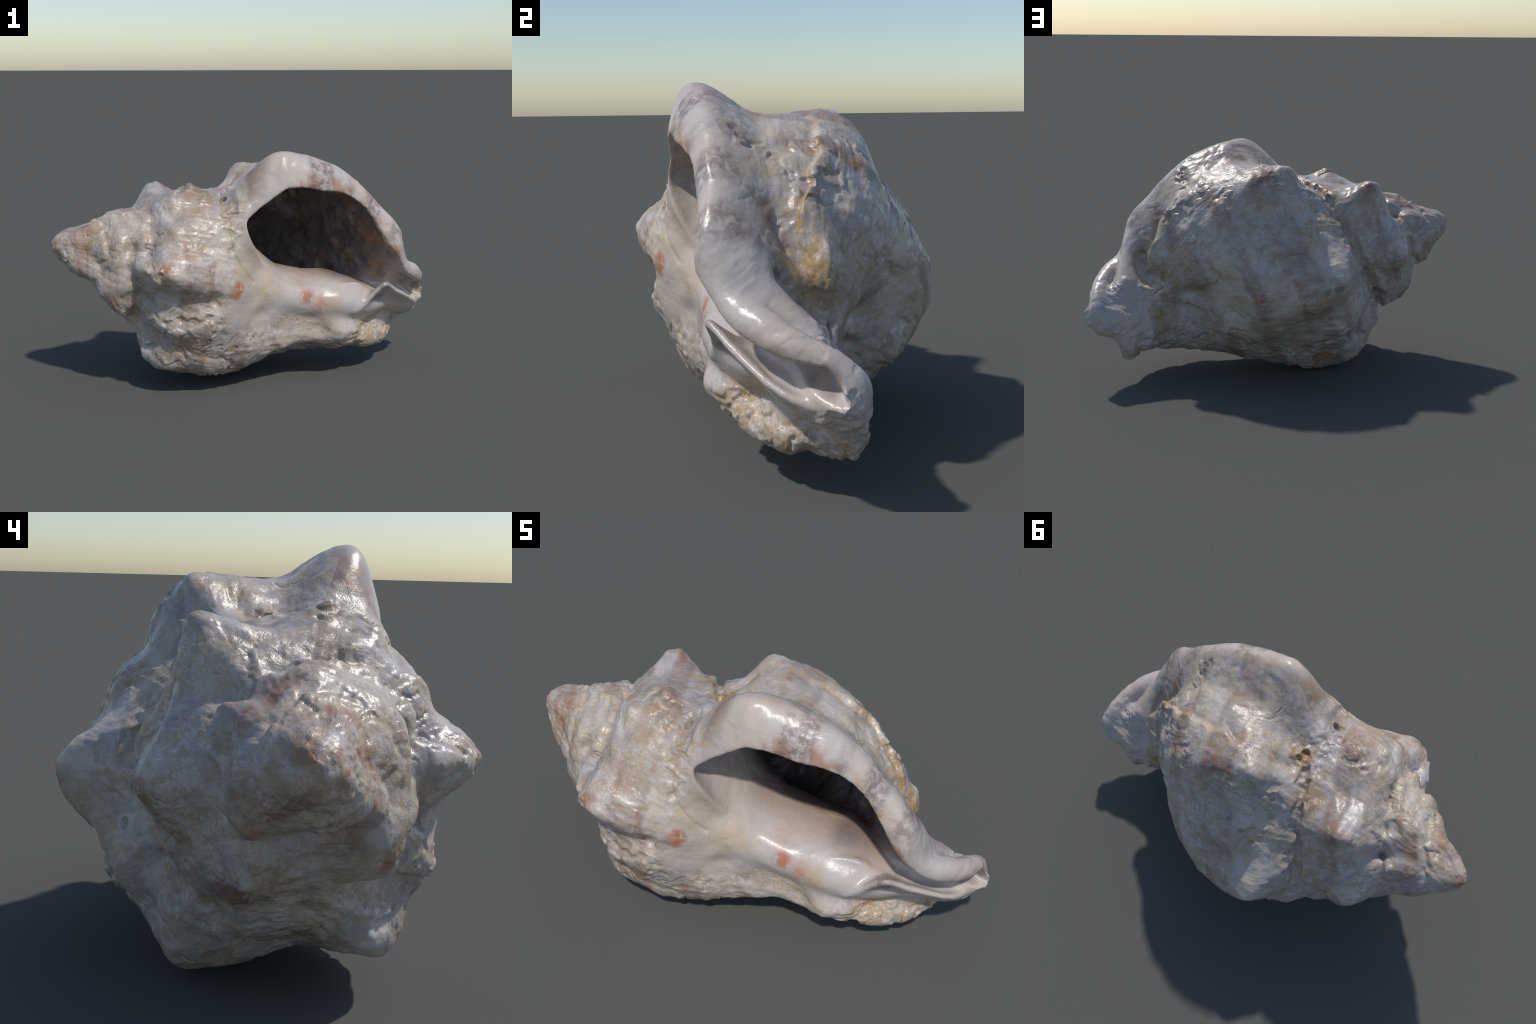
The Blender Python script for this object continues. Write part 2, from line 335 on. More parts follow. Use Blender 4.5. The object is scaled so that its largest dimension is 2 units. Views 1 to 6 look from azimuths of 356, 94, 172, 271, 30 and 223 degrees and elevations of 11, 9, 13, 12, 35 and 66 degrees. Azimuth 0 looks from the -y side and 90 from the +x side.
def parts(P):
    """signed distances of the shell and of the pieces it is made of"""
    s, a, b = axis_coords(P)
    r = np.hypot(a, b)
    phi = np.arctan2(b, a) % (2 * np.pi)
    R = lookup(TABLE, s, phi)
    slope = lookup(SLOPE, s, phi)
    outer = (r - R) / slope
    body = np.maximum(outer, np.maximum(-0.02 - s, s - 2.075))
    roll = chain(P, CANAL_ROLL)
    f = smin(body, roll, 0.03)
    old = chain(P, OLD_CANAL)
    f = smin(f, old, 0.03)
    cavity = np.maximum(ellipse_tube(CAVITY, s, a, b), 0.855 - s)
    chamber = np.maximum(ellipse_tube(CHAMBER, s, a, b), np.maximum(0.91 - s, s - 1.33))
    vault = np.maximum(ellipse_tube(VAULT, s, a, b), np.maximum(0.88 - s, s - 1.06))
    vault = np.maximum(vault, outer + 0.07)
    cavity = smin(smin(cavity, chamber, 0.05), vault, 0.03)
    for path, k in HOLLOWS:
        d = chain(P, path)
        f = smax(f, -d, k)
        cavity = smax(cavity, 0.035 - d, 0.02)
    f = smin(f, chain(P, CANAL_FLOOR), 0.03)
    # behind the lip the cavity stays a wall's thickness inside the outer surface
    deg = np.degrees(phi)
    behind = np.clip((deg - 60) / 12, 0, 1) * (deg < 300)
    wall = outer + 0.045
    cavity = np.where(behind > 0, smax(cavity, wall * behind + (1 - behind) * cavity, 0.03 * behind + 1e-4), cavity)
    f = smax(f, -cavity, 0.02)
    pillar = np.maximum(ellipse_tube(COLUMELLA, s, a, b), np.maximum(0.82 - s, s - 1.78))
    f = smin(f, pillar, 0.06)
    fold = ribbon(P, FOLD_EDGE, FOLD_FOOT, 0.013, 0.024)
    f = smin(f, fold, 0.03)
    return dict(f=f, s=s, a=a, b=b, r=r, phi=deg, outer=outer, roll=roll, old=old, cavity=cavity, pillar=pillar, fold=fold)


def field(P):
    return parts(P)["f"]


def surface_net(h):
    lo, hi = np.array([-1.05, -0.72, -0.06]), np.array([1.09, 0.72, 1.30])
    n = np.ceil((hi - lo) / h).astype(int)
    # coarse pass first; only the cells near the surface are sampled finely
    c = 4
    m = -(-n // c) + 1
    grid = np.stack(np.meshgrid(*[lo[i] + h * c * np.arange(m[i]) for i in range(3)], indexing="ij"), -1)
    G = np.empty(m, np.float32)
    for i in range(m[0]):
        G[i] = field(grid[i].reshape(-1, 3)).reshape(m[1], m[2])
    near = np.abs(G) < 5.0 * c * h
    near[:-1] |= near[1:]
    near[:, :-1] |= near[:, 1:]
    near[:, :, :-1] |= near[:, :, 1:]
    rep3 = lambda A: np.repeat(np.repeat(np.repeat(A, c, 0), c, 1), c, 2)[:n[0], :n[1], :n[2]]
    F = rep3(G).copy()
    todo = rep3(near)
    for i in range(0, n[0], 8):
        q = np.argwhere(todo[i:i + 8])
        if len(q):
            q[:, 0] += i
            F[q[:, 0], q[:, 1], q[:, 2]] = field(lo + h * q)
    inside = F < 0
    cells = tuple(m - 1 for m in n)
    corner = [(i, j, k) for i in (0, 1) for j in (0, 1) for k in (0, 1)]

    def block(A, c):
        return A[c[0]:c[0] + cells[0], c[1]:c[1] + cells[1], c[2]:c[2] + cells[2]]
    count = sum(block(inside, c).astype(np.int8) for c in corner)
    active = (count > 0) & (count < 8)
    idx = np.argwhere(active)
    vid = np.full(cells, -1, np.int64)
    vid[active] = np.arange(len(idx))
    vals = np.stack([F[idx[:, 0] + c[0], idx[:, 1] + c[1], idx[:, 2] + c[2]] for c in corner], 1).astype(float)
    acc, cnt = np.zeros((len(idx), 3)), np.zeros(len(idx))
    for i, c in enumerate(corner):
        for j, d in enumerate(corner):
            if j > i and sum(abs(x - y) for x, y in zip(c, d)) == 1:
                va, vb = vals[:, i], vals[:, j]
                m = (va < 0) != (vb < 0)
                t = va[m] / (va[m] - vb[m])
                acc[m] += np.array(c) + t[:, None] * (np.array(d) - np.array(c))
                cnt[m] += 1
    V = lo + h * (idx + acc / cnt[:, None])
    faces = []
    for ax in range(3):
        u, w = (ax + 1) % 3, (ax + 2) % 3
        sl0, sl1 = [slice(1, -1)] * 3, [slice(1, -1)] * 3
        sl0[ax], sl1[ax] = slice(0, -1), slice(1, None)
        A, B = inside[tuple(sl0)], inside[tuple(sl1)]
        for flip, m in ((False, A & ~B), (True, ~A & B)):
            e = np.argwhere(m)
            e[:, u] += 1
            e[:, w] += 1
            quad = []
            for du, dw in ((0, 0), (-1, 0), (-1, -1), (0, -1)):
                q = e.copy()
                q[:, u] += du
                q[:, w] += dw
                quad.append(vid[q[:, 0], q[:, 1], q[:, 2]])
            quad = np.stack(quad, 1)
            faces.append(quad[:, ::-1] if flip else quad)
    return V, np.concatenate(faces)


def gradient(P, e=0.004):
    g = np.zeros_like(P)
    for i in range(3):
        d = np.zeros(3)
        d[i] = e
        g[:, i] = (field(P + d) - field(P - d)) / (2 * e)
    return g

# --------------------------------------------------------------- relief noise
def hash3(i, seed):
    n = (i[:, 0] * 374761393 + i[:, 1] * 668265263 + i[:, 2] * 2147483647 + seed * 1274126177) & 0xFFFFFFFF
    n = ((n ^ (n >> 13)) * 1274126177) & 0xFFFFFFFF
    return (n ^ (n >> 16)) & 0xFFFF


GRADS = np.array([(x, y, z) for x in (-1, 0, 1) for y in (-1, 0, 1) for z in (-1, 0, 1) if abs(x) + abs(y) + abs(z) == 2], float)


def perlin(P, seed=0):
    i = np.floor(P).astype(np.int64)
    f = P - i
    u = f * f * f * (f * (f * 6 - 15) + 10)
    out = np.zeros(len(P))
    for c in np.ndindex(2, 2, 2):
        g = GRADS[hash3(i + np.array(c), seed) % 12]
        d = ((f - np.array(c)) * g).sum(1)
        w = np.ones(len(P))
        for k in range(3):
            w *= u[:, k] if c[k] else 1 - u[:, k]
        out += w * d
    return out


def fbm(P, octaves, seed=0, gain=0.5):
    v, amp = np.zeros(len(P)), 1.0
    for o in range(octaves):
        v += amp * perlin(P * 2.03 ** o + 17.3 * o, seed + o)
        amp *= gain
    return v


def ramp(x, a, b):
    t = np.clip((x - a) / (b - a), 0, 1)
    return t * t * (3 - 2 * t)


def suture_s(phi):
    q = np.where(phi < 66, phi + 360, phi)
    sp = np.array(SUTURE_SPIRAL)
    return np.interp(q, sp[:, 1], sp[:, 0])


# small bored holes and scars: (s, phi, radius, depth)
PITS = [(0.752, 55.5, 0.015, 0.030), (0.735, 53, 0.008, 0.014), (0.80, 80, 0.018, 0.018), (0.815, 85, 0.014, 0.014), (0.72, 206, 0.016, 0.016), (1.35, 236, 0.016, 0.012)]


CALLUS_EDGE = [(0.72, 41, 0.455), (0.77, 38.5, 0.522), (0.77, 33, 0.505), (0.78, 28, 0.50), (0.80, 22, 0.485), (0.83, 17, 0.468), (0.86, 13, 0.455), (0.90, 8, 0.43), (0.95, 3, 0.40)]


def relief(P, N):
    """height to add along the normal: lumps, growth lines, flaked and bored patches"""
    q = parts(P)
    s, phi = q["s"], q["phi"]
    inside = ramp(-q["outer"], 0.010, 0.028) * (s > 0.9) * (s < 1.85)
    front = ramp(np.cos(np.radians(phi - 10)), 0.72, 0.88)
    callus = np.maximum(front * ramp(s, 0.80, 0.86), ramp(0.02 - q["pillar"], -0.01, 0.01) * ramp(s, 0.8, 0.86))
    lip = ramp(np.cos(np.radians(phi - 54)), math.cos(math.radians(17)), math.cos(math.radians(11))) * ramp(s, 0.79, 0.86)
    smooth = np.clip(np.maximum.reduce([0.9 * callus, 0.75 * lip, 0.97 * inside, 0.7 * ramp(0.02 - q["roll"], 0, 0.02)]), 0, 1)
    rough = 1 - smooth
    d = np.abs(s - suture_s(phi))
    worn = np.clip(0.45 * ramp(0.55 - s, 0.0, 0.25) + 0.8 * ramp(0.09 - d, 0, 0.08) + 0.45 * ramp(np.cos(np.radians(phi - 270)), 0.4, 0.9) + 0.5 * ramp(s, 1.45, 1.6), 0, 1)
    warp = np.stack([perlin(P * 6 + 3.1, 31), perlin(P * 6 + 9.7, 32), perlin(P * 6 + 5.5, 33)], 1)
    W = P + 0.05 * warp
    h = 0.011 * rough * fbm(W * 5.5, 3, 1)
    h += 0.0055 * rough * (0.45 + 0.55 * worn) * fbm(W * 17, 3, 5)
    # spiral cords and axial growth lines
    tau = s - suture_s(phi)
    h += 0.0012 * rough * np.sin(tau * 2 * np.pi / 0.062 + 2.5 * perlin(P * 3, 11)) * ramp(perlin(P * 2.5, 12), -0.25, 0.25)
    lines = np.stack([np.radians(phi) * 17 + 2.2 * s, 1.7 * s, q["r"] * 2], 1)
    h += 0.0016 * rough * fbm(lines, 3, 15, 0.6)
    # flakes: shallow steps where layers have chipped off
    n = fbm(W * 7.5, 3, 21)
    patch = ramp(fbm(P * 3.2, 2, 23) + 0.35 * worn, 0.0, 0.3) * (1 - 0.55 * ramp(0.5 - s, 0, 0.15))
    h -= 0.0075 * rough * patch * ramp(n, 0.08, 0.13)
    h -= 0.005 * rough * patch * ramp(fbm(W * 13, 2, 25), 0.16, 0.22)
    # wandering cracks
    crack = np.abs(fbm(W * 9, 2, 27))
    h -= 0.006 * rough * ramp(0.035 - crack, 0, 0.03) * ramp(perlin(P * 4, 28) + 0.3 * worn, 0.15, 0.35)
    # fine pocks
    pock = fbm(P * 60, 2, 29)
    h -= 0.0018 * rough * (0.3 + 0.7 * worn) * ramp(pock, 0.28, 0.5)
    h += 0.0006 * rough * fbm(P * 75, 2, 41)
    # rippled lining, faint wrinkles on the callus
    h += 0.009 * inside * (1 - callus) * fbm(W * np.array([17, 9, 12]), 2, 43)
    h += 0.0022 * callus * fbm(W * 11, 3, 45)
    h += 0.0035 * lip * fbm(W * 9, 3, 47)
    # ragged crevice where the spire meets the back of the body
    q2 = s - suture_s(phi) + 0.022 * fbm(P * 11, 2, 51)
    h -= 0.012 * np.exp(-(q2 / 0.012) ** 2) * ramp(phi, 68, 80) * ramp(-phi, -290, -250) * ramp(perlin(P * 7, 52), -0.15, 0.2)
    # edge of the glaze, a fine step on the front
    line = np.array([world(*p) for p in CALLUS_EDGE])
    d = chain(P, [(p, 0.0) for p in line])
    h -= 0.007 * np.exp(-(d / 0.008) ** 2)
    for c, angle, rad, deep in PITS:
        turn = np.radians((phi - angle + 180) % 360 - 180) * q["r"]
        x = np.hypot(s - c + 0.006 * warp[:, 0], turn + 0.006 * warp[:, 1]) / (rad * (1 + 0.5 * warp[:, 2]))
        x = np.where(np.abs(q["outer"]) < 0.03, x, 9.0)
        h -= deep * np.exp(-x ** 4) - 0.25 * deep * np.exp(-((x - 1.4) / 0.35) ** 2)
    return h, q


# ------------------------------------------------------------------- build
V, F = surface_net(0.006)


def vertex_normals(V, F):
    n = np.cross(V[F[:, 2]] - V[F[:, 0]], V[F[:, 3]] - V[F[:, 1]])
    out = np.zeros_like(V)
    for k in range(4):
        for i in range(3):
            out[:, i] += np.bincount(F[:, k], n[:, i], len(V))
    return out / np.maximum(np.linalg.norm(out, axis=1), 1e-12)[:, None]


def relax(V, F, times, amount):
    e = np.concatenate([F[:, [0, 1]], F[:, [1, 2]], F[:, [2, 3]], F[:, [3, 0]]])
    deg = np.bincount(e[:, 0], minlength=len(V)).astype(float)
    for _ in range(times):
        m = np.stack([np.bincount(e[:, 0], V[e[:, 1], i], len(V)) for i in range(3)], 1) / deg[:, None]
        V = V + amount * (m - V)
    return V


for _ in range(5):
    V = relax(relax(V, F, 1, 0.6), F, 1, -0.5)
N = vertex_normals(V, F)
H, Q = relief(V, N)
V = V + N * H[:, None]
V[:, 2] += 0.0 - V[:, 2].min()
N = vertex_normals(V, F)

# regions, decided per face at its centre values
def mean(x):
    return x[F].mean(1)


fs, fphi = mean(Q["s"]), Q["phi"][F[:, 0]]
fout, fcav, fpil, fold_d, froll, fold_canal = (mean(Q[k]) for k in ("outer", "cavity", "pillar", "fold", "roll", "old"))
SPIRE, BODY, LIP, LINING, COLUMELLA_PART, CANAL, FASCIOLE = range(7)
region = np.full(len(F), BODY)
region[fs < suture_s(fphi)] = SPIRE
lipzone = (fs > 0.86) & (fs < 1.76) & (fphi > 30) & (fphi < 72)
region[lipzone] = LIP
region[(fold_canal < 0.02) & (fs > 1.45)] = FASCIOLE
region[(fs > 1.76) & (fold_canal > 0.02)] = CANAL
region[((fold_d < 0.012) | (froll < 0.01)) & (fs > 1.60) & (fold_canal > 0.02)] = CANAL
region[(fpil < 0.012) & (fs > 0.9) & (fs < 1.70) & (fold_d > 0.012)] = COLUMELLA_PART
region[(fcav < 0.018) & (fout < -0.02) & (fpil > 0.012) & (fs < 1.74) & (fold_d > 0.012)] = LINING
NAMES = {SPIRE: "spire", BODY: "body_whorl", LIP: "outer_lip", LINING: "aperture_lining", COLUMELLA_PART: "columella", CANAL: "siphonal_canal", FASCIOLE: "fasciole"}

root = bpy.data.objects.new("seashell", None)
bpy.context.scene.collection.objects.link(root)
root["label"] = "weathered pale knobbly spiral seashell with a wide open aperture"
root["category"] = "seashell"


# ---------------------------------------------------------------- materials
class Tree:
    def __init__(self, name):
        self.mat = bpy.data.materials.new(name)
        self.mat.use_nodes = True
        self.nt = self.mat.node_tree
        self.nt.nodes.clear()

    def node(self, kind, **props):
        n = self.nt.nodes.new(kind)
        for k, v in props.items():
            setattr(n, k, v)
        return n

    def put(self, socket, value):
        if isinstance(value, bpy.types.NodeSocket):
            self.nt.links.new(value, socket)
        else:
            socket.default_value = value

    def math(self, op, x, y=0.0, z=0.0):
        n = self.node("ShaderNodeMath", operation=op)
        for i, v in enumerate((x, y, z)):
            self.put(n.inputs[i], v)
        return n.outputs[0]

    def dot(self, v, d):
        n = self.node("ShaderNodeVectorMath", operation="DOT_PRODUCT")
        self.put(n.inputs[0], v)
        n.inputs[1].default_value = tuple(d)
        return n.outputs["Value"]

    def minus(self, v, d):
        n = self.node("ShaderNodeVectorMath", operation="SUBTRACT")
        self.put(n.inputs[0], v)
        n.inputs[1].default_value = tuple(d)
        return n.outputs[0]

    def length(self, v):
        n = self.node("ShaderNodeVectorMath", operation="LENGTH")
        self.put(n.inputs[0], v)
        return n.outputs["Value"]

    def noise(self, v, scale, detail=4.0, rough=0.55, distortion=0.0, offset=0.0):
        if offset:
            n = self.node("ShaderNodeVectorMath", operation="ADD")
            self.put(n.inputs[0], v)
            n.inputs[1].default_value = (offset, offset * 0.7, -offset)
            v = n.outputs[0]
        n = self.node("ShaderNodeTexNoise")
        self.put(n.inputs["Vector"], v)
        n.inputs["Scale"].default_value = scale
        n.inputs["Detail"].default_value = detail
        n.inputs["Roughness"].default_value = rough
        n.inputs["Distortion"].default_value = distortion
        return n.outputs["Fac"]

    def step(self, x, lo, hi, a=0.0, b=1.0):
        n = self.node("ShaderNodeMapRange", interpolation_type="SMOOTHSTEP", clamp=True)
        self.put(n.inputs["Value"], x)
        n.inputs["From Min"].default_value = lo
        n.inputs["From Max"].default_value = hi
        n.inputs["To Min"].default_value = a
        n.inputs["To Max"].default_value = b
        return n.outputs["Result"]

    def mix(self, fac, c0, c1):
        n = self.node("ShaderNodeMix", data_type="RGBA")
        self.put(n.inputs["Factor"], fac)
        for sock, c in ((n.inputs[6], c0), (n.inputs[7], c1)):
            self.put(sock, c if isinstance(c, bpy.types.NodeSocket) else (*c, 1.0))
        return n.outputs[2]

    def curve(self, x, points):
        n = self.node("ShaderNodeFloatCurve")
        c = n.mapping.curves[0]
        c.points[0].location, c.points[1].location = points[0], points[-1]
        for p in points[1:-1]:
            c.points.new(*p)
        for p in c.points:
            p.handle_type = "AUTO_CLAMPED"
        n.mapping.update()
        self.put(n.inputs["Value"], x)
        return n.outputs[0]

    def combine(self, x, y, z):
        n = self.node("ShaderNodeCombineXYZ")
        for i, v in enumerate((x, y, z)):
            self.put(n.inputs[i], v)
        return n.outputs[0]

    def mul(self, *xs):
        out = xs[0]
        for x in xs[1:]:
            out = self.math("MULTIPLY", out, x)
        return out

    def top(self, *xs):
        out = xs[0]
        for x in xs[1:]:
            out = self.math("MAXIMUM", out, x)
        return out

    def spot(self, P, centre, r0, r1, stretch=None):
        d = self.minus(P, centre)
        if stretch:
            n = self.node("ShaderNodeVectorMath", operation="MULTIPLY")
            self.put(n.inputs[0], d)
            n.inputs[1].default_value = stretch
            d = n.outputs[0]
        return self.step(self.length(d), r0, r1, 1.0, 0.0)


CHALK, CREAM, LILAC = (0.54, 0.49, 0.47), (0.51, 0.445, 0.37), (0.40, 0.36, 0.365)
SLATE, OCHRE, UMBER = (0.26, 0.235, 0.24), (0.40, 0.265, 0.12), (0.17, 0.105, 0.055)
PLUM, RUST, ORANGE, GLAZE = (0.175, 0.115, 0.11), (0.29, 0.11, 0.06), (0.50, 0.24, 0.09), (0.51, 0.425, 0.365)


def shell_material(name, kind):
    t = Tree(name)
    P = t.node("ShaderNodeTexCoord").outputs["Object"]
    rel = t.minus(P, APEX)
    s, a, b = t.dot(rel, AXIS), t.dot(rel, FRONT), t.dot(rel, UP)
    turn = t.math("DIVIDE", t.math("ARCTAN2", b, a), 2 * math.pi)
    growth = t.math("FRACT", t.math("SUBTRACT", turn, 66 / 360))       # 0 at the lip, counted back along the growth
    big = t.noise(P, 2.6, 3, 0.55)
    mid = t.noise(P, 8.0, 5, 0.6, 0.6, 3.0)
    fine = t.noise(P, 32.0, 5, 0.65, 0.4, 7.0)
    grit = t.noise(P, 110.0, 3, 0.6, 0.0, 11.0)
    # chalk, cream and lilac clouds
    col = t.mix(t.step(mid, 0.40, 0.62), CHALK, LILAC)
    col = t.mix(t.step(big, 0.43, 0.58), col, t.mix(t.step(fine, 0.35, 0.65), CREAM, CHALK))
    col = t.mix(t.mul(t.step(t.noise(P, 5.0, 5, 0.62, 0.8, 19.0), 0.53, 0.66), 0.6), col, SLATE)
    col = t.mix(t.mul(t.step(t.noise(P, 3.4, 5, 0.6, 0.8, 91.0), 0.50, 0.64), t.step(fine, 0.32, 0.60), 0.65), col, (0.36, 0.285, 0.205))
    if kind in ("outer", "lip"):
        # spiral bands: dark where the colour bands of the living shell survive
        shoulder = t.curve(growth, [(0.0, 0.95), (0.117, 0.90), (0.325, 0.83), (0.51, 0.72), (0.655, 0.55), (0.83, 0.465), (1.0, 0.45)])
        tau = t.math("ADD", t.math("SUBTRACT", s, shoulder), t.math("MULTIPLY", t.math("SUBTRACT", mid, 0.5), 0.05))

        def band(lo, hi, soft=0.015):
            return t.mul(t.step(tau, lo - soft, lo + soft), t.step(tau, hi - soft, hi + soft, 1.0, 0.0))
        bands = t.top(t.mul(band(0.10, 0.26), 0.75), band(0.105, 0.14), band(0.22, 0.26), band(0.40, 0.47), t.mul(band(0.60, 0.68), 0.8), band(-0.38, -0.29), t.mul(band(-0.70, -0.58), 0.9), t.mul(band(-0.90, -0.80), 0.9))
        crest = t.curve(growth, [(0, 1.0), (0.03, 0.65), (0.08, 0.65), (0.117, 1.0), (0.17, 0.5), (0.27, 0.6), (0.325, 0.9), (0.40, 0.5), (0.48, 0.6), (0.51, 0.9),
                                 (0.57, 0.4), (0.655, 0.9), (0.72, 0.5), (0.83, 1.0), (0.90, 0.5), (1.0, 1.0)])
        patch = t.step(t.noise(P, 6.5, 4, 0.6, 0.5, 23.0), 0.33, 0.48)
        streak = t.noise(t.combine(t.mul(turn, 70.0), t.mul(s, 5.0), t.mul(growth, 3.0)), 1.0, 4, 0.65)
        fleck = t.mul(t.step(fine, 0.28, 0.50, 0.35, 1.0), t.step(streak, 0.34, 0.56, 0.3, 1.0))
        dark = t.mul(bands, crest, patch, fleck)
        col = t.mix(t.mul(dark, 0.85), col, PLUM)
        rim = t.mul(bands, t.step(t.noise(P, 11.0, 3, 0.5, 0.3, 29.0), 0.54, 0.64), crest)
        col = t.mix(t.mul(rim, 0.65), col, RUST)
        # rusty tips of knobs
        tips = t.top(t.spot(P, world(0.46, 6, 0.545), 0.02, 0.09), t.spot(P, world(0.30, 318, 0.335), 0.02, 0.07), t.spot(P, world(0.60, 63, 0.46), 0.02, 0.08),
                     t.spot(P, world(0.50, 121, 0.405), 0.02, 0.07), t.spot(P, world(0.30, 82, 0.24), 0.01, 0.06), t.spot(P, world(0.15, 40, 0.15), 0.01, 0.06),
                     t.spot(P, world(0.02, 60, 0.03), 0.06, 0.15), t.spot(P, world(0.14, 10, 0.15), 0.01, 0.06), t.spot(P, world(0.22, 142, 0.155), 0.01, 0.06), t.spot(P, world(0.45, 193, 0.335), 0.01, 0.07), t.spot(P, world(0.20, 238, 0.19), 0.01, 0.06), t.spot(P, world(0.38, 252, 0.345), 0.01, 0.07), t.spot(P, world(1.02, 232, 0.50), 0.0, 0.06), t.spot(P, world(1.20, 235, 0.44), 0.0, 0.05), t.spot(P, world(0.62, 304, 0.60), 0.01, 0.07), t.spot(P, world(0.92, 300, 0.58), 0.01, 0.07), t.spot(P, world(1.75, 58, 0.42), 0.01, 0.05), t.spot(P, world(1.08, 111, 0.57), 0.02, 0.07))
        col = t.mix(t.mul(tips, t.step(t.noise(P, 14.0, 4, 0.6, 0.0, 41.0), 0.44, 0.62), 0.75), col, RUST)
        dusk = t.top(*[t.spot(P, world(*p), 0.02, 0.085) for p in ((0.60, 2, 0.545), (0.61, 63, 0.46), (0.53, 121, 0.405), (0.46, 193, 0.34), (0.14, 20, 0.15), (0.25, 10, 0.24), (0.70, 306, 0.61), (1.06, 112, 0.57), (0.36, 252, 0.345), (0.90, 186, 0.53))])
        col = t.mix(t.mul(dusk, t.step(t.noise(P, 10.0, 4, 0.6, 0.6, 107.0), 0.42, 0.58), fleck, 0.85), col, PLUM)
        # ochre staining in the pores, heavier near sutures and worn parts
        lowland = t.top(t.step(s, 0.15, 0.75, 0.5, 0.45), t.step(s, 1.45, 1.65, 0.0, 0.8))
        veins = t.step(t.math("ABSOLUTE", t.math("SUBTRACT", t.noise(P, 13.0, 5, 0.6, 1.2, 47.0), 0.5)), 0.0, 0.045, 1.0, 0.0)
        stain = t.mul(t.step(t.noise(P, 7.0, 5, 0.65, 0.5, 53.0), 0.43, 0.61), t.step(fine, 0.36, 0.60))
        col = t.mix(t.mul(t.math("MINIMUM", t.math("ADD", t.mul(stain, 1.0), t.mul(veins, 0.6)), 1.0), lowland), col, OCHRE)
        squiggle = t.mul(t.step(t.math("ABSOLUTE", t.math("SUBTRACT", t.noise(P, 24.0, 4, 0.6, 1.6, 97.0), 0.5)), 0.0, 0.10, 1.0, 0.0), t.step(t.noise(P, 4.2, 4, 0.6, 0.3, 101.0), 0.42, 0.58), fine)
        col = t.mix(t.mul(squiggle, 0.75), col, (0.30, 0.195, 0.09))
        groove = squiggle
        # rusty line along the halted growth edge
        line = t.mul(t.curve(t.math("DIVIDE", t.math("SUBTRACT", s, 0.9), 0.75), [((x - 0.9) / 0.75, y / 120) for x, y in GROWTH_HALT[::2] + [(1.65, 76)]]), 120 / 360)
        off = t.math("ABSOLUTE", t.math("SUBTRACT", turn, line))
        halt = t.mul(t.step(off, 0.004, 0.014, 1.0, 0.0), t.step(s, 0.92, 1.0), t.step(s, 1.62, 1.66, 1.0, 0.0), t.step(t.noise(P, 18.0, 4, 0.6, 0.5, 83.0), 0.47, 0.60))
        col = t.mix(t.mul(halt, t.step(s, 1.1, 1.5, 0.35, 0.8)), col, (0.37, 0.23, 0.11))
        # dirt in the named hollows
        dirt = t.top(t.spot(P, (0.68, 0.12, 0.63), 0.06, 0.17), t.spot(P, (0.60, 0.30, 0.40), 0.05, 0.13), t.spot(P, (0.70, -0.08, 0.33), 0.04, 0.11), t.spot(P, (-0.115, -0.055, 0.99), 0.03, 0.10), t.spot(P, (-0.28, 0.10, 0.95), 0.03, 0.10))
        col = t.mix(t.mul(dirt, t.step(mid, 0.36, 0.62), 0.85), col, OCHRE)
        col = t.mix(t.mul(dirt, t.step(t.noise(P, 16.0, 4, 0.6, 0.4, 59.0), 0.50, 0.64), 0.6), col, UMBER)
        # glazed callus spreads over the front
        cosine = t.math("COSINE", t.math("SUBTRACT", t.math("MULTIPLY", turn, 2 * math.pi), math.radians(8)))
        glaze = t.mul(t.step(cosine, 0.76, 0.90), t.step(t.math("ADD", s, t.mul(t.math("SUBTRACT", mid, 0.5), 0.06)), 0.80, 0.86))
    if kind == "lip":
        # the glaze wraps the lip's face and the canal, and thins out over the lip's back
        glaze = t.top(glaze, t.mul(t.step(turn, 61 / 360, 71 / 360, 1.0, 0.0), t.step(s, 0.86, 0.95)), t.step(s, 1.66, 1.76))
    if kind == "glazed":
        glaze = 1.0
    if kind:
        glazecol = t.mix(t.step(t.noise(P, 4.5, 3, 0.5, 0.3, 61.0), 0.40, 0.60), GLAZE, (0.49, 0.435, 0.41))
        yellow = t.top(t.spot(P, (-0.02, -0.42, 0.68), 0.05, 0.20), t.spot(P, (0.12, -0.33, 0.52), 0.03, 0.13), t.spot(P, (0.42, -0.20, 0.42), 0.02, 0.09))
        glazecol = t.mix(t.mul(yellow, t.step(mid, 0.35, 0.60), 0.6), glazecol, (0.44, 0.34, 0.19))
        spots = t.top(t.spot(P, (0.288, -0.215, 0.461), 0.01, 0.06), t.mul(t.spot(P, (0.36, -0.20, 0.42), 0.01, 0.08), 0.6), t.spot(P, (-0.082, -0.445, 0.549), 0.035, 0.06), t.mul(t.spot(P, (0.25, -0.16, 0.50), 0.01, 0.09), 0.35))
        glazecol = t.mix(t.mul(spots, t.step(t.noise(P, 22.0, 4, 0.6, 0.0, 67.0), 0.31, 0.50), 0.9), glazecol, (0.41, 0.135, 0.055))
        if kind == "lip":
            edge = t.mul(t.step(t.noise(P, 9.0, 4, 0.6, 0.4, 71.0), 0.47, 0.60), t.step(t.math("SUBTRACT", turn, t.mul(t.curve(t.math("DIVIDE", t.math("SUBTRACT", s, 0.9), 0.9), [(0.0, 0.44), (0.133, 0.50), (0.244, 0.53), (0.356, 0.55),
                          (0.567, 0.54), (0.667, 0.51), (0.744, 0.47), (0.811, 0.42), (0.90, 0.35), (1.0, 0.25)]), 100 / 360)), 5.5 / 360, 0.5 / 360, 0.0, 1.0), t.step(s, 1.0, 1.08), t.step(s, 1.68, 1.80, 1.0, 0.15), t.step(turn, 20 / 360, 28 / 360))
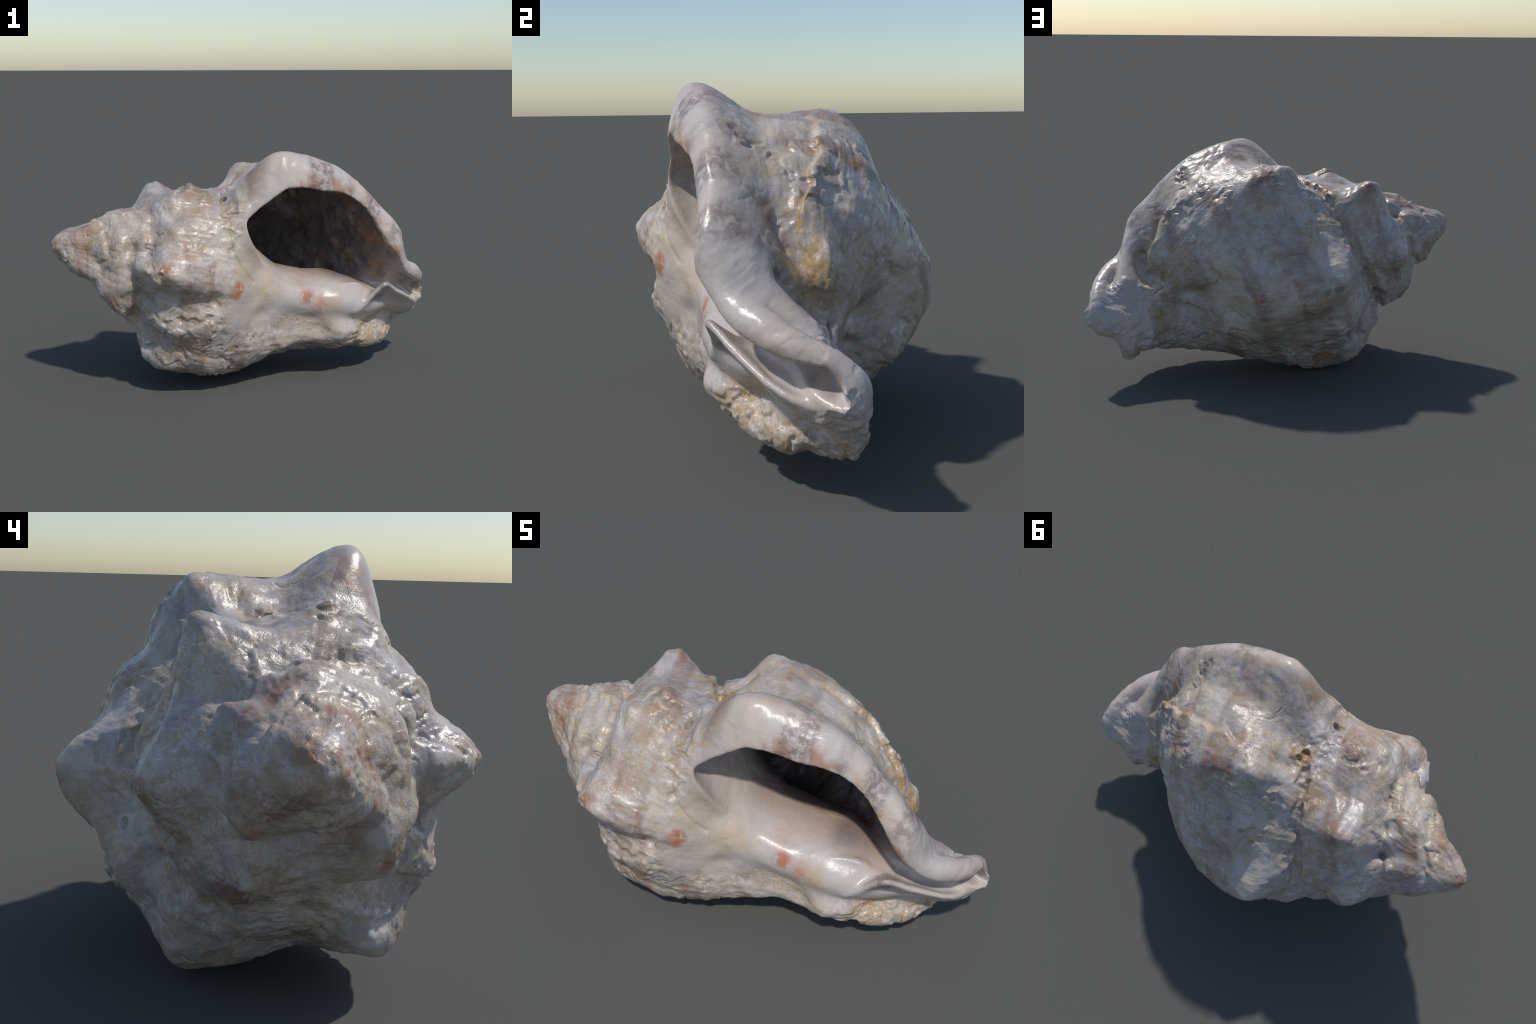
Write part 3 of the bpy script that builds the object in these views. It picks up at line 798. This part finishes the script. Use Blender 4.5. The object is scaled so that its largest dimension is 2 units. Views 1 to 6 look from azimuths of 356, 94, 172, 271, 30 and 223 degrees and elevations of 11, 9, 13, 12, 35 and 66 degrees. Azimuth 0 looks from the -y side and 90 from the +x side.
            glazecol = t.mix(t.mul(edge, 0.75), glazecol, (0.38, 0.19, 0.10))

            def lipband(lo, hi):
                return t.mul(t.step(s, lo - 0.02, lo + 0.02), t.step(s, hi - 0.02, hi + 0.02, 1.0, 0.0))
            lb = t.mul(t.top(lipband(1.13, 1.27), t.mul(lipband(1.36, 1.40), 0.6), lipband(1.47, 1.57), t.mul(lipband(1.64, 1.72), 0.8)), t.step(fine, 0.34, 0.60), t.step(mid, 0.34, 0.52))
            glazecol = t.mix(t.mul(lb, 0.8), glazecol, PLUM)
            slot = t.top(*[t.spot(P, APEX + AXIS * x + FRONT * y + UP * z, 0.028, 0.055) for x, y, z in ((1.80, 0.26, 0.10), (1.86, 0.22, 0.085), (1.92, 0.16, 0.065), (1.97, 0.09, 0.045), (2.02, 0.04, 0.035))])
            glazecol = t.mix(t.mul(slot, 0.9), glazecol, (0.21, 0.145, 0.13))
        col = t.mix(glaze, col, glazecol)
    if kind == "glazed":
        # lining colour darkened to brown-violet past the glaze, painting in the chamber's shade
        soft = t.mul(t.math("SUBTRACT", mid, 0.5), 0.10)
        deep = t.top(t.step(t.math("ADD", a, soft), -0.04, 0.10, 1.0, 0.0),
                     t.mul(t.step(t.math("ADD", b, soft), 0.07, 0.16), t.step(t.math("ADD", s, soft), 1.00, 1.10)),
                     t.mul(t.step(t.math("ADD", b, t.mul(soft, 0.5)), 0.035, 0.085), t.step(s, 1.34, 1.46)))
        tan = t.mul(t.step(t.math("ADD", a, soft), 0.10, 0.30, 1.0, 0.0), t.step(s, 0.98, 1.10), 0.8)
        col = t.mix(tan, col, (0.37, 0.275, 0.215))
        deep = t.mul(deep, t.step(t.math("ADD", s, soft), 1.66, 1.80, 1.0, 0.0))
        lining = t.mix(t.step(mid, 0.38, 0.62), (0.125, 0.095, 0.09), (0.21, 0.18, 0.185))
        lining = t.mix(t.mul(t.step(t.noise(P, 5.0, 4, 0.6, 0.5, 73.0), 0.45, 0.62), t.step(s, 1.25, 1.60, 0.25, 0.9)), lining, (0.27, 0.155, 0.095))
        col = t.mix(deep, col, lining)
    # salt and pepper grain
    col = t.mix(t.step(grit, 0.60, 0.78, 0.0, 0.35), col, UMBER)
    col = t.mix(t.step(grit, 0.42, 0.26, 0.0, 0.22), col, (0.62, 0.58, 0.54))
    bsdf = t.node("ShaderNodeBsdfPrincipled")
    t.put(bsdf.inputs["Base Color"], col)
    t.put(bsdf.inputs["Roughness"], t.step(fine, 0.3, 0.7, 0.24, 0.38))
    bump = t.node("ShaderNodeBump")
    bump.inputs["Strength"].default_value = {"outer": 0.5, "worn": 0.6, "glazed": 0.22, "lip": 0.28}[kind]
    bump.inputs["Distance"].default_value = 0.006
    height = t.math("ADD", t.mul(fine, 0.7), t.mul(grit, 0.3))
    if kind == "outer":
        height = t.math("SUBTRACT", height, t.mul(groove, 0.3, t.math("SUBTRACT", 1.0, glaze)))
    t.put(bump.inputs["Height"], height)
    t.put(bsdf.inputs["Normal"], bump.outputs[0])
    out = t.node("ShaderNodeOutputMaterial")
    t.put(out.inputs["Surface"], bsdf.outputs[0])
    return t.mat


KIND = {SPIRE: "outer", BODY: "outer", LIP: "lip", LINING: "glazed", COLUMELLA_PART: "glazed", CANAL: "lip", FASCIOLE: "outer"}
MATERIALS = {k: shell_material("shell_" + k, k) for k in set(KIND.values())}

for code, label in NAMES.items():
    faces = F[region == code]
    used, local = np.unique(faces, return_inverse=True)
    me = bpy.data.meshes.new(label)
    me.from_pydata(V[used].tolist(), [], local.reshape(-1, 4).tolist())
    me.shade_smooth()
    me.update()
    me.normals_split_custom_set_from_vertices(N[used].tolist())
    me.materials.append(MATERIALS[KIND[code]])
    ob = bpy.data.objects.new(label, me)
    bpy.context.scene.collection.objects.link(ob)
    ob.parent = root
